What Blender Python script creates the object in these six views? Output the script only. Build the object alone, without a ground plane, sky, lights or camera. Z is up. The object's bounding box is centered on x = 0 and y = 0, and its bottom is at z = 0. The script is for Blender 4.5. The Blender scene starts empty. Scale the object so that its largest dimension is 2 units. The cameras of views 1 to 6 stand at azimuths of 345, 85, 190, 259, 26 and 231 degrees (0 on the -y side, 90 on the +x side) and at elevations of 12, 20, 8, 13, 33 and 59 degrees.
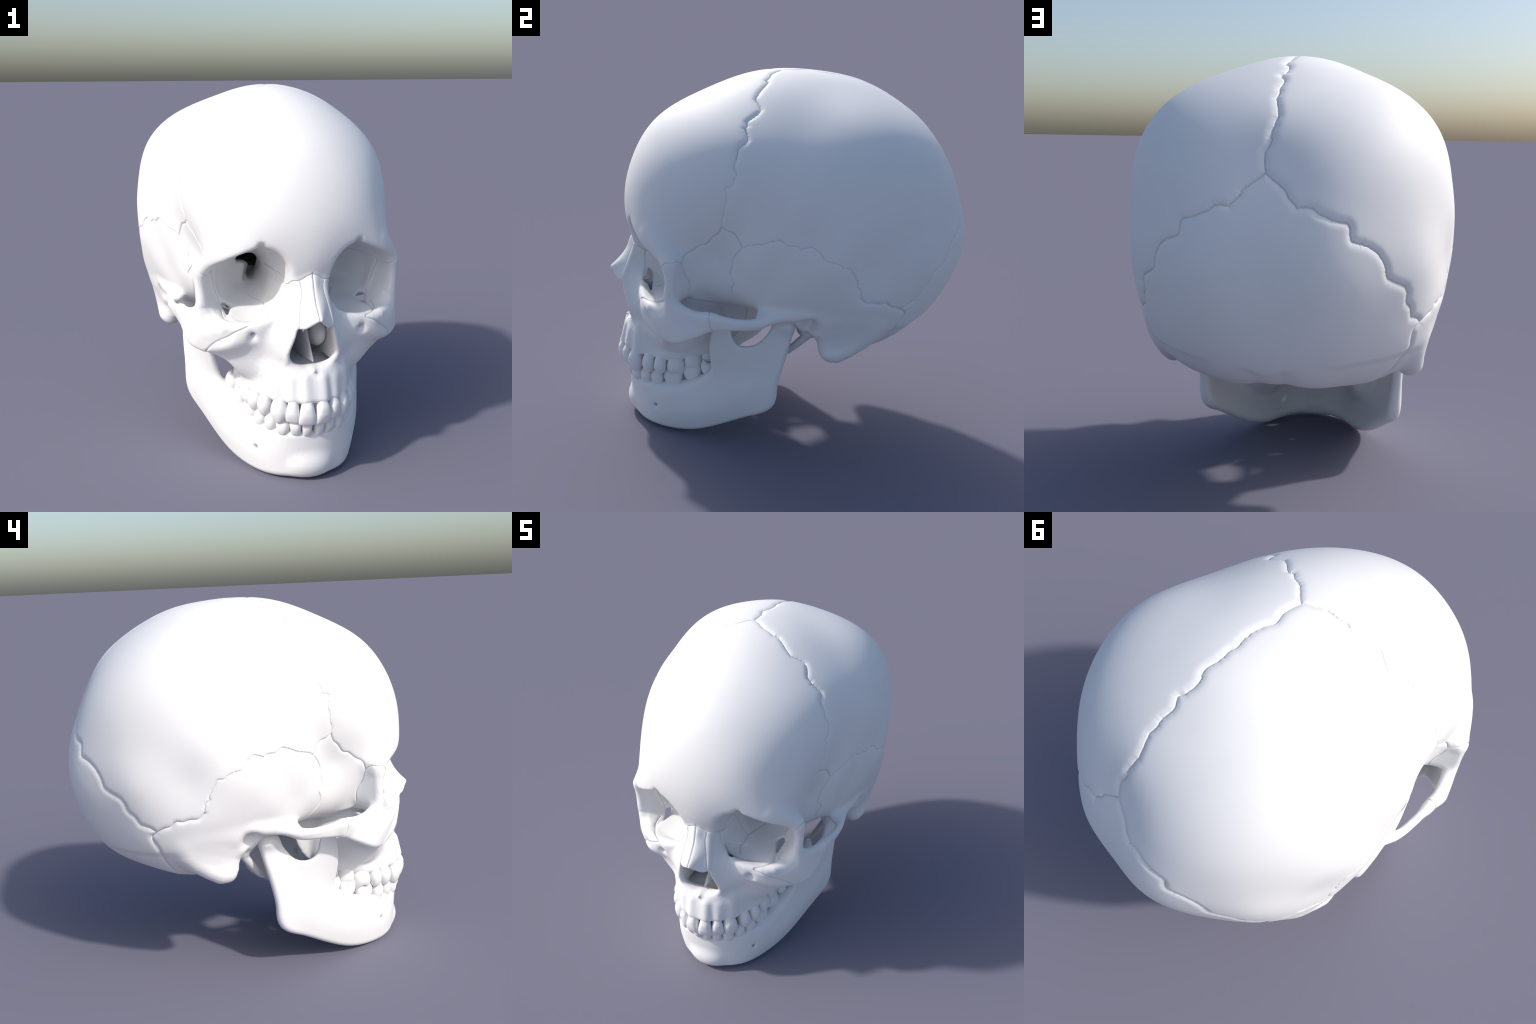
import bpy, bmesh, math
import numpy as np
from mathutils import Vector
from mathutils.kdtree import KDTree

# =====================================================================
#  A human skull, built as smooth implicit bone volumes (rounded patches,
#  rods, ellipsoids, blended together), meshed, then split along its sutures.
#  All control points are for the x >= 0 half; the skull is symmetric.
# =====================================================================
CELL = 0.0073          # mesh cell of the bone surfaces (m)
FAR = 1.0


# ------------------------------------------------------------ blending
def smin(a, b, k):
    h = np.maximum(k - np.abs(a - b), 0.0) / k
    return np.minimum(a, b) - h * h * k * 0.25


def smax(a, b, k):
    return -smin(-a, -b, k)


# ------------------------------------------------------------ volumes
def near(P, lo, hi, margin):
    return np.where(((P > np.asarray(lo) - margin) & (P < np.asarray(hi) + margin)).all(1))[0]


def rod(P, points, radii, margin=0.13, bend=True):
    """round rod through points, radius varying along it"""
    pts = np.asarray(points, float)
    if np.isscalar(radii):
        radii = [radii] * len(pts)
    if bend and len(pts) > 3:                            # round the bends
        t = np.linspace(0, len(pts) - 1, 4 * len(pts) - 3)
        k = np.minimum(t.astype(int), len(pts) - 2)
        w = (t - k)[:, None]
        X = np.column_stack([pts, radii])
        p0, p1, p2, p3 = X[np.maximum(k - 1, 0)], X[k], X[k + 1], X[np.minimum(k + 2, len(X) - 1)]
        X = 0.5 * (2 * p1 + (p2 - p0) * w + (2 * p0 - 5 * p1 + 4 * p2 - p3) * w ** 2 + (3 * p1 - p0 - 3 * p2 + p3) * w ** 3)
        pts, radii = X[:, :3], X[:, 3]
    out = np.full(len(P), FAR)
    m = near(P, pts.min(0), pts.max(0), margin + max(radii))
    Q, best = P[m], np.full(len(m), FAR)
    for a, b, ra, rb in zip(pts[:-1], pts[1:], radii[:-1], radii[1:]):
        ab = b - a
        t = np.clip((Q - a) @ ab / (ab @ ab), 0, 1)
        d = np.linalg.norm(Q - a - t[:, None] * ab, axis=1) - (ra + (rb - ra) * t)
        best = np.minimum(best, d)
    out[m] = best
    return out


def refine(pts, faces):
    """one Catmull-Clark step on a cage of 4-d control points (x, y, z, half thickness)"""
    n, nf = len(pts), len(faces)
    fp = np.array([pts[list(f)].mean(0) for f in faces])
    edges = {}
    for i, f in enumerate(faces):
        for a, b in zip(f, f[1:] + f[:1]):
            edges.setdefault((min(a, b), max(a, b)), []).append(i)
    eid = {e: n + nf + i for i, e in enumerate(edges)}
    ep, border = [], {}
    for (a, b), fs in edges.items():
        if len(fs) > 1:
            ep.append((pts[a] + pts[b] + fp[fs[0]] + fp[fs[1]]) / 4)
        else:
            ep.append((pts[a] + pts[b]) / 2)
            border.setdefault(a, []).append(b)
            border.setdefault(b, []).append(a)
    vp = np.array(pts)
    vf, ve = {}, {}
    for i, f in enumerate(faces):
        for v in f:
            vf.setdefault(v, []).append(i)
    for a, b in edges:
        ve.setdefault(a, []).append((pts[a] + pts[b]) / 2)
        ve.setdefault(b, []).append((pts[a] + pts[b]) / 2)
    for v in vf:
        if v in border:
            nb = border[v]
            vp[v] = (6 * pts[v] + pts[nb[0]] + pts[nb[1]]) / 8 if len(nb) == 2 else pts[v]
        else:
            k = len(vf[v])
            vp[v] = (fp[vf[v]].mean(0) + 2 * np.mean(ve[v], 0) + (k - 3) * pts[v]) / k
    out = []
    for i, f in enumerate(faces):
        for j, v in enumerate(f):
            nx, pv = f[(j + 1) % len(f)], f[j - 1]
            out.append((v, eid[(min(v, nx), max(v, nx))], n + i, eid[(min(v, pv), max(v, pv))]))
    return np.vstack([vp, fp, np.array(ep)]), out


CAGES = {}


def smooth_cage(nodes, faces, levels=2):
    """cage -> smooth sheet passing through its nodes; returns triangles grouped by cage face"""
    key = id(nodes)
    if key in CAGES:
        return CAGES[key]
    names = list(nodes)
    pts = [list(map(float, nodes[n])) for n in names]
    idx = {n: i for i, n in enumerate(names)}
    fs = [tuple(idx[n] for n in f) for f in faces]
    if any(abs(p[0]) < 1e-6 for p in pts):          # touches the midline: complete it with its mirror image
        twin = []
        for i, p in enumerate(pts[:]):
            if abs(p[0]) < 1e-6:
                twin.append(i)
            else:
                twin.append(len(pts))
                pts.append([-p[0], *p[1:]])
        fs = fs + [tuple(twin[i] for i in f[::-1]) for f in fs]
    goal = np.array(pts)
    ctrl = goal.copy()
    for _ in range(6):                               # move the control points until the sheet meets the nodes
        q, g = ctrl, fs
        for _ in range(levels):
            q, g = refine(q, g)
        ctrl = ctrl + 0.8 * (goal - q[:len(goal)])
    q, g = ctrl, fs
    for _ in range(levels):
        q, g = refine(q, g)
    q[:, 3] = np.maximum(q[:, 3], 0.004)
    groups = []
    per = len(g) // max(len(fs), 1)
    g = [f for f in g if q[list(f), 0].mean() > -0.03]
    cen = np.array([q[list(f), :3].mean(0) for f in g])
    order = np.lexsort((np.round(cen[:, 2] / 0.12), np.round(cen[:, 1] / 0.12)))
    for i in range(0, len(order), 24):
        tris = []
        for j in order[i:i + 24]:
            f = g[j]
            tris += [q[[f[0], f[1], f[2]]], q[[f[0], f[2], f[3]]]]
        groups.append(np.array(tris))
    CAGES[key] = groups
    return groups


def slab_dist(Q, T):
    """distance from each point to its own triangular slab T[i] (3 corners x (x, y, z, half thickness))"""
    a, b, c = T[:, 0, :3], T[:, 1, :3], T[:, 2, :3]
    ra, rb, rc = T[:, 0, 3], T[:, 1, 3], T[:, 2, 3]
    dot = lambda p, q: (p * q).sum(1)
    ab, ac, ap = b - a, c - a, Q - a
    n = np.cross(ab, ac)
    nn = np.maximum(dot(n, n), 1e-16)
    w = dot(np.cross(ab, ap), n) / nn
    v = dot(np.cross(ap, ac), n) / nn
    inside = (v >= 0) & (w >= 0) & (v + w <= 1)
    d = np.where(inside, np.abs(dot(ap, n)) / np.sqrt(nn) - (ra + v * (rb - ra) + w * (rc - ra)), FAR)
    for p, q, rp, rq in ((a, b, ra, rb), (b, c, rb, rc), (c, a, rc, ra)):
        pq = q - p
        t = np.clip(dot(Q - p, pq) / np.maximum(dot(pq, pq), 1e-12), 0, 1)
        d = np.minimum(d, np.linalg.norm(Q - p - t[:, None] * pq, axis=1) - (rp + (rq - rp) * t))
    return d


def patch(P, nodes, faces, margin=0.06):
    """smooth slab of bone through nodes = {name: (x, y, z, half_thickness)}"""
    groups = smooth_cage(nodes, faces)
    out = np.full(len(P), FAR)
    lo = np.min([g[..., :3].min((0, 1)) for g in groups], 0)
    hi = np.max([g[..., :3].max((0, 1)) for g in groups], 0)
    rmax = max(g[..., 3].max() for g in groups)
    m = near(P, lo, hi, margin + rmax)
    Q, best = P[m], np.full(len(m), FAR)
    for g in groups:
        s = near(Q, g[..., :3].min((0, 1)), g[..., :3].max((0, 1)), margin + rmax)
        if not len(s):
            continue
        X = Q[s]
        cen = g[..., :3].mean(1)
        d2 = (X * X).sum(1)[:, None] - 2 * X @ cen.T + (cen * cen).sum(1)[None]
        take = min(5, len(g))
        cand = np.argpartition(d2, take - 1, axis=1)[:, :take]
        d = np.full(len(s), FAR)
        for j in range(take):
            d = np.minimum(d, slab_dist(X, g[cand[:, j]]))
        best[s] = np.minimum(best[s], d)
    out[m] = best
    return out


def blob(P, centre, radii, axes=None, margin=0.2):
    """ellipsoid; axes = rotation angles in degrees about x, y, z"""
    c, r = np.asarray(centre, float), np.asarray(radii, float)
    out = np.full(len(P), FAR)
    m = near(P, c - r.max(), c + r.max(), margin)
    Q = P[m] - c
    if axes is not None:
        Q = Q @ turn(axes)
    k0 = np.linalg.norm(Q / r, axis=1)
    k1 = np.linalg.norm(Q / (r * r), axis=1)
    out[m] = k0 * (k0 - 1.0) / np.maximum(k1, 1e-6)
    return out


def turn(axes):
    a, b, c = np.radians(axes)
    X = np.array([[1, 0, 0], [0, math.cos(a), -math.sin(a)], [0, math.sin(a), math.cos(a)]])
    Y = np.array([[math.cos(b), 0, math.sin(b)], [0, 1, 0], [-math.sin(b), 0, math.cos(b)]])
    Z = np.array([[math.cos(c), -math.sin(c), 0], [math.sin(c), math.cos(c), 0], [0, 0, 1]])
    return Z @ Y @ X


def interp(x, table):
    xs, ys = zip(*table)
    return np.interp(x, xs, ys)


# ------------------------------------------------------------ meshing
def mesh_volume(field, lo, hi, cell=CELL, block=4):
    """surface of {field < 0}: dual mesh on a fine lattice, only near the surface.
    The field is evaluated for x >= 0 and mirrored."""
    lo, hi = np.array(lo, float), np.array(hi, float)
    lo[0] = -0.5 * cell
    n = (np.ceil((hi - lo) / cell / block).astype(int)) * block + 1
    nb = (n - 1) // block
    I = np.stack(np.meshgrid(*[np.arange(k) for k in nb], indexing="ij"), -1).reshape(-1, 3)
    centre = lo + (I + 0.5) * block * cell
    fc = field(centre)
    reach = block * cell * 0.87 * 1.3 + 0.008
    act = np.abs(fc) < reach
    # neighbours of sign changes also count
    G = np.repeat(np.repeat(np.repeat(np.where(fc < 0, -1.0, 1.0).reshape(nb), block, 0), block, 1), block, 2)
    F = np.ones(n, np.float32)
    F[:-1, :-1, :-1] = G
    loc = np.stack(np.meshgrid(*[np.arange(block + 1)] * 3, indexing="ij"), -1).reshape(-1, 3)
    ids = (I[act][:, None, :] * block + loc[None]).reshape(-1, 3)
    flat = np.unique(np.ravel_multi_index(ids.T, n))
    idx = np.stack(np.unravel_index(flat, n), -1)
    F.reshape(-1)[flat] = field(lo + idx * cell)
    # mirror: lattice nodes sit at x = -cell/2, +cell/2, ...
    F[0] = F[1]
    F = np.concatenate([F[:0:-1], F[1:]], 0)
    org = np.array([-(n[0] - 1.5) * cell, lo[1], lo[2]])
    return surface_net(F, org, cell)


def surface_net(F, org, cell):
    S = F < 0
    c = [S[i:S.shape[0] - 1 + i, j:S.shape[1] - 1 + j, k:S.shape[2] - 1 + k] for i in (0, 1) for j in (0, 1) for k in (0, 1)]
    cnt = sum(x.astype(np.int8) for x in c)
    cells = np.stack(np.where((cnt > 0) & (cnt < 8)), -1)
    vid = np.full(cnt.shape, -1, np.int32)
    vid[tuple(cells.T)] = np.arange(len(cells))
    acc, num = np.zeros((len(cells), 3)), np.zeros(len(cells))
    corners = [(i, j, k) for i in (0, 1) for j in (0, 1) for k in (0, 1)]
    val = {q: F[cells[:, 0] + q[0], cells[:, 1] + q[1], cells[:, 2] + q[2]] for q in corners}
    for q in corners:
        for ax in range(3):
            if q[ax] == 0:
                p = list(q)
                p[ax] = 1
                a, b = val[q], val[tuple(p)]
                cross = (a < 0) != (b < 0)
                t = np.where(cross, a / np.where(cross, a - b, 1), 0)
                pos = np.tile(np.array(q, float), (len(cells), 1))
                pos[:, ax] = t
                acc += pos * cross[:, None]
                num += cross
    verts = org + (cells + acc / num[:, None]) * cell
    quads = []
    for ax in range(3):
        a, b = [slice(None)] * 3, [slice(None)] * 3
        a[ax], b[ax] = slice(0, -1), slice(1, None)
        E = S[tuple(a)] != S[tuple(b)]
        e = np.stack(np.where(E), -1)
        o1, o2 = [(1, 2), (2, 0), (0, 1)][ax]
        ok = (e[:, o1] > 0) & (e[:, o2] > 0) & (e[:, o1] < cnt.shape[o1]) & (e[:, o2] < cnt.shape[o2])
        e = e[ok]
        d1, d2 = np.eye(3, dtype=int)[o1], np.eye(3, dtype=int)[o2]
        q = np.stack([vid[tuple((e - d1 - d2).T)], vid[tuple((e - d2).T)], vid[tuple(e.T)], vid[tuple((e - d1).T)]], -1)
        flip = ~S[tuple(e.T)]
        q[flip] = q[flip][:, ::-1]
        quads.append(q)
    return verts, np.concatenate(quads)


def vertex_normals(V, Q):
    n = np.cross(V[Q[:, 2]] - V[Q[:, 0]], V[Q[:, 3]] - V[Q[:, 1]])
    N = np.zeros_like(V)
    for i in range(4):
        for ax in range(3):
            N[:, ax] += np.bincount(Q[:, i], n[:, ax], len(V))
    return N / np.maximum(np.linalg.norm(N, axis=1), 1e-12)[:, None]


def settle(field, V, Q, steps=2):
    """slide vertices along their normals onto the exact surface of the field"""
    for _ in range(steps):
        V = V - np.clip(field(V), -0.5 * CELL, 0.5 * CELL)[:, None] * vertex_normals(V, Q) * 0.9
    return V


def relax(V, Q, rounds=4):
    """even out the lattice ripple: small smoothing steps, each followed by an equal step back (keeps volume)"""
    E = np.unique(np.sort(np.concatenate([Q[:, [0, 1]], Q[:, [1, 2]], Q[:, [2, 3]], Q[:, [3, 0]]]), 1), axis=0)
    a, b = E[:, 0], E[:, 1]
    deg = np.bincount(a, minlength=len(V)) + np.bincount(b, minlength=len(V))
    for i in range(rounds):
        for step in (0.55, -0.45):
            S = np.stack([np.bincount(a, V[b, k], len(V)) + np.bincount(b, V[a, k], len(V)) for k in range(3)], 1)
            V = V + step * (S / np.maximum(deg, 1)[:, None] - V)
    return V


# =====================================================================
#  BRAINCASE: distance of the bone surface from the centre of the head,
#  ring by ring (elevation: {azimuth from the face: radius}), interpolated smoothly
# =====================================================================
HEAD = np.array([0.0, 0.05, 1.2])
RINGS = {
    90: {0: 0.800},
    68: {0: 0.823, 60: 0.793, 120: 0.792, 180: 0.816},
    50: {0: 0.859, 22: 0.841, 44: 0.804, 66: 0.774, 90: 0.773, 120: 0.831, 150: 0.845, 180: 0.839},
    35: {0: 0.922, 22: 0.885, 44: 0.818, 66: 0.760, 90: 0.767, 112: 0.833, 135: 0.881, 158: 0.877, 180: 0.865},
    20: {0: 0.942, 18: 0.922, 36: 0.841, 54: 0.741, 70: 0.691, 88: 0.724, 108: 0.782, 126: 0.847, 144: 0.889, 162: 0.892, 180: 0.862},
    8: {0: 0.939, 14: 0.930, 28: 0.888, 42: 0.769, 58: 0.664, 74: 0.662, 92: 0.699, 110: 0.767, 128: 0.823, 146: 0.877, 164: 0.905, 180: 0.893},
    -5: {0: 0.912, 14: 0.898, 30: 0.889, 46: 0.665, 62: 0.648, 80: 0.654, 98: 0.722, 116: 0.760, 134: 0.848, 150: 0.885, 166: 0.930, 180: 0.917},
    -18: {30: 0.809, 40: 0.726, 50: 0.659, 60: 0.660, 70: 0.650, 82: 0.671, 94: 0.699, 110: 0.767, 126: 0.820, 142: 0.860, 160: 0.909, 180: 0.922},
    -32: {35: 0.698, 55: 0.646, 75: 0.665, 92: 0.693, 110: 0.773, 130: 0.849, 155: 0.885, 180: 0.910},
    -55: {60: 0.480, 120: 0.742, 180: 0.752},
    -80: {0: 0.374},
}


def direction(az, el):
    a, e = math.radians(az), math.radians(el)
    return np.array([math.sin(a) * math.cos(e), -math.cos(a) * math.cos(e), math.sin(e)])


def fit_rings():
    D, R = [], []
    for el, ring in RINGS.items():
        for az, r in ring.items():
            d = direction(az, el)
            for s in ((1, -1) if abs(d[0]) > 1e-6 else (1,)):
                D.append(d * (s, 1, 1))
                R.append(r)
    D, n = np.array(D), len(D)
    A = np.zeros((n + 4, n + 4))
    A[:n, :n] = np.linalg.norm(D[:, None] - D[None], axis=-1) ** 3
    A[:n, n], A[:n, n + 1:] = 1, D
    A[n:, :n] = A[:n, n:].T
    return D, np.linalg.solve(A, np.concatenate([R, np.zeros(4)]))


RING_D, RING_W = fit_rings()


def braincase(P):
    q = P - HEAD
    r = np.linalg.norm(q, axis=1)
    u = q / np.maximum(r, 1e-6)[:, None]
    out = np.empty(len(P))
    for i in range(0, len(P), 60000):
        U = u[i:i + 60000]
        d2 = np.maximum(2.0 - 2.0 * (U @ RING_D.T), 0.0)
        out[i:i + 60000] = (d2 * np.sqrt(d2)) @ RING_W[:-4] + RING_W[-4] + U @ RING_W[-3:]
    # muscle field under the nape: the bone steps in below a curved line, with a shallow groove either side of the midline
    x, y, z = np.abs(P[:, 0]), P[:, 1], P[:, 2]
    line = 0.735 - 0.035 * np.exp(-(x / 0.07) ** 2) + 0.10 * x * x
    step = np.clip((line + 0.015 - z) / 0.038, 0, 1) * np.clip((y - 0.35) / 0.2, 0, 1)
    step = step * step * (3 - 2 * step)
    lobes = 0.012 * np.exp(-((x - 0.17) / 0.09) ** 2) - 0.006 * np.exp(-((x - 0.06) / 0.03) ** 2)
    return r - out + step * (0.010 - lobes)


# ------------------------------------------------------------ hollows
def orbit(P):
    """eye socket: a rounded four-sided funnel narrowing backwards and inwards"""
    out = np.full(len(P), FAR)
    m = near(P, (0.05, -1.0, 0.8), (0.62, -0.25, 1.3), 0.1)
    x, y, z = P[m].T
    xm = interp(y, [(-0.95, 0.100), (-0.80, 0.103), (-0.70, 0.110), (-0.55, 0.140), (-0.4, 0.14), (-0.27, 0.13)])
    xl = interp(y, [(-0.95, 0.60), (-0.80, 0.545), (-0.70, 0.51), (-0.60, 0.472), (-0.50, 0.41), (-0.40, 0.31), (-0.27, 0.19)])
    zb = interp(y, [(-0.95, 0.845), (-0.80, 0.86), (-0.70, 0.832), (-0.60, 0.852), (-0.50, 0.89), (-0.40, 0.94), (-0.27, 1.0)])
    zt = interp(y, [(-0.95, 1.25), (-0.80, 1.235), (-0.70, 1.24), (-0.60, 1.225), (-0.50, 1.195), (-0.40, 1.14), (-0.27, 1.07)])
    zt = zt + interp(x, [(0.1, -0.012), (0.18, 0.0), (0.25, 0.003), (0.32, -0.028), (0.42, -0.073), (0.52, -0.108)])
    zb = zb + interp(x, [(0.1, 0.03), (0.2, 0.005), (0.33, 0.0), (0.46, 0.015)])
    zc = 1.03
    zt, zb, xl = np.maximum(zt, zc + 0.03), np.minimum(zb, zc - 0.03), np.maximum(xl, xm + 0.05)
    a, b = (xl - xm) / 2, (zt - zb) / 2
    u = np.abs(x - (xl + xm) / 2) / a
    v = np.where(z > zc, (z - zc) / (zt - zc), (zc - z) / (zc - zb))
    s = (u ** 2.7 + v ** 2.7) ** (1 / 2.7)
    d = (s - 1) * np.minimum(a, b)
    out[m] = smax(d, y + 0.27, 0.03)
    return out


def nasal_cavity(P):
    out = np.full(len(P), FAR)
    m = near(P, (0, -1.05, 0.55), (0.2, -0.1, 1.05), 0.1)
    x, y, z = P[m].T
    w = interp(z, [(0.60, 0.07), (0.64, 0.104), (0.68, 0.118), (0.74, 0.107), (0.84, 0.084), (0.95, 0.05), (1.05, 0.03)])
    w = np.where(y > -0.7, np.maximum(w, 0.10), w)
    d = smax(x - w, 0.622 - z, 0.06)
    d = smax(d, z - interp(y, [(-0.9, 0.99), (-0.6, 0.99), (-0.3, 0.86)]), 0.04)
    out[m] = smax(d, y + 0.22, 0.03)
    return out


def brain_cavity(P, case):
    x, y, z = P.T
    floor = interp(y, [(-0.9, 1.31), (-0.4, 1.22), (-0.32, 1.1), (-0.2, 1.0), (0.1, 0.98), (0.25, 0.76), (0.9, 0.76)])
    return smax(case + 0.058, floor - z, 0.06)


# ------------------------------------------------------------ face bones
BROW = [(0.40, -0.705, 1.215), (0.452, -0.672, 1.172), (0.485, -0.645, 1.135), (0.503, -0.620, 1.10)]

CHEEK = {
    "fz": (0.503, -0.612, 1.11, 0.034), "fp": (0.518, -0.615, 1.01, 0.028), "corner": (0.512, -0.612, 0.90, 0.034),
    "back_top": (0.455, -0.550, 1.10, 0.014), "back": (0.432, -0.530, 0.99, 0.013), "back_low": (0.42, -0.53, 0.905, 0.012),
    "rim_in": (0.33, -0.735, 0.802, 0.036), "rim": (0.42, -0.690, 0.815, 0.040), "side": (0.555, -0.52, 0.85, 0.026), "tail": (0.585, -0.42, 0.843, 0.022),
    "zm_mid": (0.386, -0.712, 0.735, 0.033), "low": (0.488, -0.620, 0.698, 0.030), "angle": (0.550, -0.560, 0.715, 0.026),
    "floor": (0.392, -0.605, 0.846, 0.012), "side_low": (0.568, -0.48, 0.755, 0.024), "tail_low": (0.580, -0.405, 0.800, 0.020),
}
CHEEK_FACES = [("fz", "fp", "back", "back_top"), ("fp", "corner", "back_low", "back"), ("rim_in", "rim", "low", "zm_mid"),
               ("rim", "corner", "angle", "low"), ("corner", "rim", "floor", "back_low"), ("corner", "side", "side_low", "angle"), ("side", "tail", "tail_low", "side_low")]

ARCH = {
    "a": (0.585, -0.42, 0.843, 0.021), "b": (0.580, -0.405, 0.800, 0.020), "c": (0.598, -0.30, 0.824, 0.020), "d": (0.595, -0.29, 0.800, 0.020),
    "e": (0.596, -0.18, 0.823, 0.022), "f": (0.590, -0.17, 0.802, 0.021), "g": (0.575, -0.06, 0.850, 0.030), "h": (0.565, -0.08, 0.840, 0.026),
    "i": (0.592, 0.08, 0.868, 0.030), "j": (0.55, -0.16, 0.84, 0.02),
}
ARCH_FACES = [("a", "b", "d", "c"), ("c", "d", "f", "e"), ("e", "f", "h", "g"), ("g", "h", "i"), ("e", "g", "j")]

MAXILLA = {
    "top": (0.062, -0.800, 1.045, 0.022), "crest": (0.094, -0.755, 1.005, 0.014), "nose2": (0.074, -0.845, 0.94, 0.018), "crest2": (0.112, -0.766, 0.94, 0.014),
    "nose": (0.083, -0.885, 0.84, 0.018), "rim_m": (0.158, -0.775, 0.868, 0.019), "rim": (0.25, -0.762, 0.822, 0.036), "rim_l": (0.33, -0.738, 0.802, 0.036),
    "ap": (0.122, -0.862, 0.725, 0.014), "f1": (0.205, -0.775, 0.745, 0.026), "infra": (0.285, -0.750, 0.75, 0.028), "zm_mid": (0.386, -0.712, 0.735, 0.033),
    "zm": (0.48, -0.607, 0.695, 0.026), "ap_low": (0.120, -0.838, 0.655, 0.017), "fossa": (0.198, -0.753, 0.648, 0.026), "mw": (0.292, -0.69, 0.645, 0.028),
    "wall": (0.378, -0.642, 0.64, 0.028), "inc": (0.08, -0.850, 0.57, 0.026), "can": (0.165, -0.800, 0.56, 0.032), "prem": (0.222, -0.70, 0.55, 0.036),
    "mol": (0.262, -0.60, 0.54, 0.036), "molb": (0.255, -0.40, 0.58, 0.040), "mid_r": (0.0, -0.893, 0.464, 0.025), "inc_r": (0.08, -0.868, 0.464, 0.026),
    "can_r": (0.166, -0.798, 0.464, 0.030), "prem_r": (0.226, -0.70, 0.466, 0.032), "mol_r": (0.258, -0.60, 0.472, 0.034), "molb_r": (0.262, -0.405, 0.535, 0.036), "mid": (0.0, -0.862, 0.57, 0.026), "floor": (0.0, -0.82, 0.60, 0.022),
}
MAXILLA_FACES = [("top", "crest", "crest2", "nose2"), ("nose2", "crest2", "rim_m", "nose"), ("nose", "rim_m", "f1", "ap"), ("rim_m", "rim", "infra", "f1"),
                 ("rim", "rim_l", "zm_mid", "infra"), ("ap", "f1", "fossa", "ap_low"), ("f1", "infra", "mw", "fossa"), ("infra", "zm_mid", "wall", "mw"),
                 ("zm_mid", "zm", "wall"), ("ap_low", "fossa", "can", "inc"), ("fossa", "mw", "prem", "can"), ("mw", "wall", "mol", "prem"),
                 ("ap_low", "inc", "mid", "floor"), ("mid", "inc", "inc_r", "mid_r"), ("inc", "can", "can_r", "inc_r"), ("can", "prem", "prem_r", "can_r"),
                 ("prem", "mol", "mol_r", "prem_r"), ("mol", "molb", "molb_r", "mol_r")]

NASAL = {
    "na": (0.0, -0.832, 1.085, 0.018), "n2": (0.0, -0.862, 1.02, 0.014), "n3": (0.0, -0.902, 0.948, 0.014), "tip": (0.0, -0.964, 0.890, 0.011),
    "tip2": (0.03, -0.943, 0.868, 0.010), "lc": (0.076, -0.898, 0.845, 0.012), "l3": (0.066, -0.855, 0.95, 0.014), "l2": (0.052, -0.812, 1.045, 0.018),
}
NASAL_FACES = [("na", "n2", "l2"), ("n2", "n3", "l3", "l2"), ("n3", "tip", "tip2", "l3"), ("tip2", "lc", "l3")]

# roots of the upper front teeth, which show as soft ridges
ROOTS = [(0.048, -0.900), (0.114, -0.868), (0.178, -0.814)]
GREATER_WING = {"a": (0.462, -0.548, 1.12, 0.014), "b": (0.436, -0.53, 0.99, 0.013), "c": (0.405, -0.52, 0.895, 0.013), "d": (0.395, -0.435, 1.10, 0.02), "e": (0.395, -0.43, 0.98, 0.020),
                "f": (0.368, -0.43, 0.868, 0.020), "g": (0.25, -0.36, 1.08, 0.02), "h": (0.26, -0.36, 0.97, 0.02), "i": (0.27, -0.36, 0.86, 0.02)}
GREATER_WING_FACES = [("a", "b", "e", "d"), ("b", "c", "f", "e"), ("d", "e", "h", "g"), ("e", "f", "i", "h")]
MASTOID = {"a": (0.565, 0.16, 0.83, 0.05), "b": (0.555, 0.40, 0.80, 0.05), "c": (0.550, 0.235, 0.640, 0.062), "d": (0.535, 0.19, 0.72, 0.05)}
PALATE = {"a": (0, -0.82, 0.575, 0.025), "b": (0.17, -0.73, 0.575, 0.025), "c": (0.22, -0.42, 0.585, 0.025), "d": (0, -0.42, 0.585, 0.025)}
THROAT_WING = {"a": (0.20, -0.42, 0.84, 0.03), "b": (0.20, -0.40, 0.56, 0.014), "c": (0.245, -0.27, 0.60, 0.010), "d": (0.26, -0.24, 0.82, 0.02)}
EAR_PLATE = {"a": (0.52, 0.05, 0.80, 0.018), "b": (0.50, 0.06, 0.755, 0.016), "c": (0.44, 0.10, 0.70, 0.02), "d": (0.46, 0.12, 0.78, 0.03)}
ORBIT_WALL = {"a": (0.100, -0.740, 1.0, 0.010), "b": (0.130, -0.55, 1.02, 0.010), "c": (0.115, -0.36, 1.02, 0.012), "d": (0.104, -0.735, 0.93, 0.010), "e": (0.136, -0.55, 0.92, 0.010),
              "f": (0.12, -0.36, 0.95, 0.012), "g": (0.140, -0.72, 0.852, 0.012), "h": (0.17, -0.55, 0.865, 0.012), "i": (0.18, -0.38, 0.92, 0.012),
              "j": (0.27, -0.72, 0.812, 0.016), "k": (0.27, -0.55, 0.858, 0.014), "l": (0.24, -0.42, 0.892, 0.012),
              "m": (0.37, -0.70, 0.828, 0.016), "n": (0.350, -0.58, 0.852, 0.012), "o": (0.30, -0.46, 0.872, 0.010)}
ORBIT_WALL_FACES = [("a", "b", "e", "d"), ("b", "c", "f", "e"), ("d", "e", "h", "g"), ("e", "f", "i", "h"), ("g", "h", "k", "j"), ("h", "i", "l", "k"), ("j", "k", "n", "m"), ("k", "l", "o", "n")]
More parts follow.
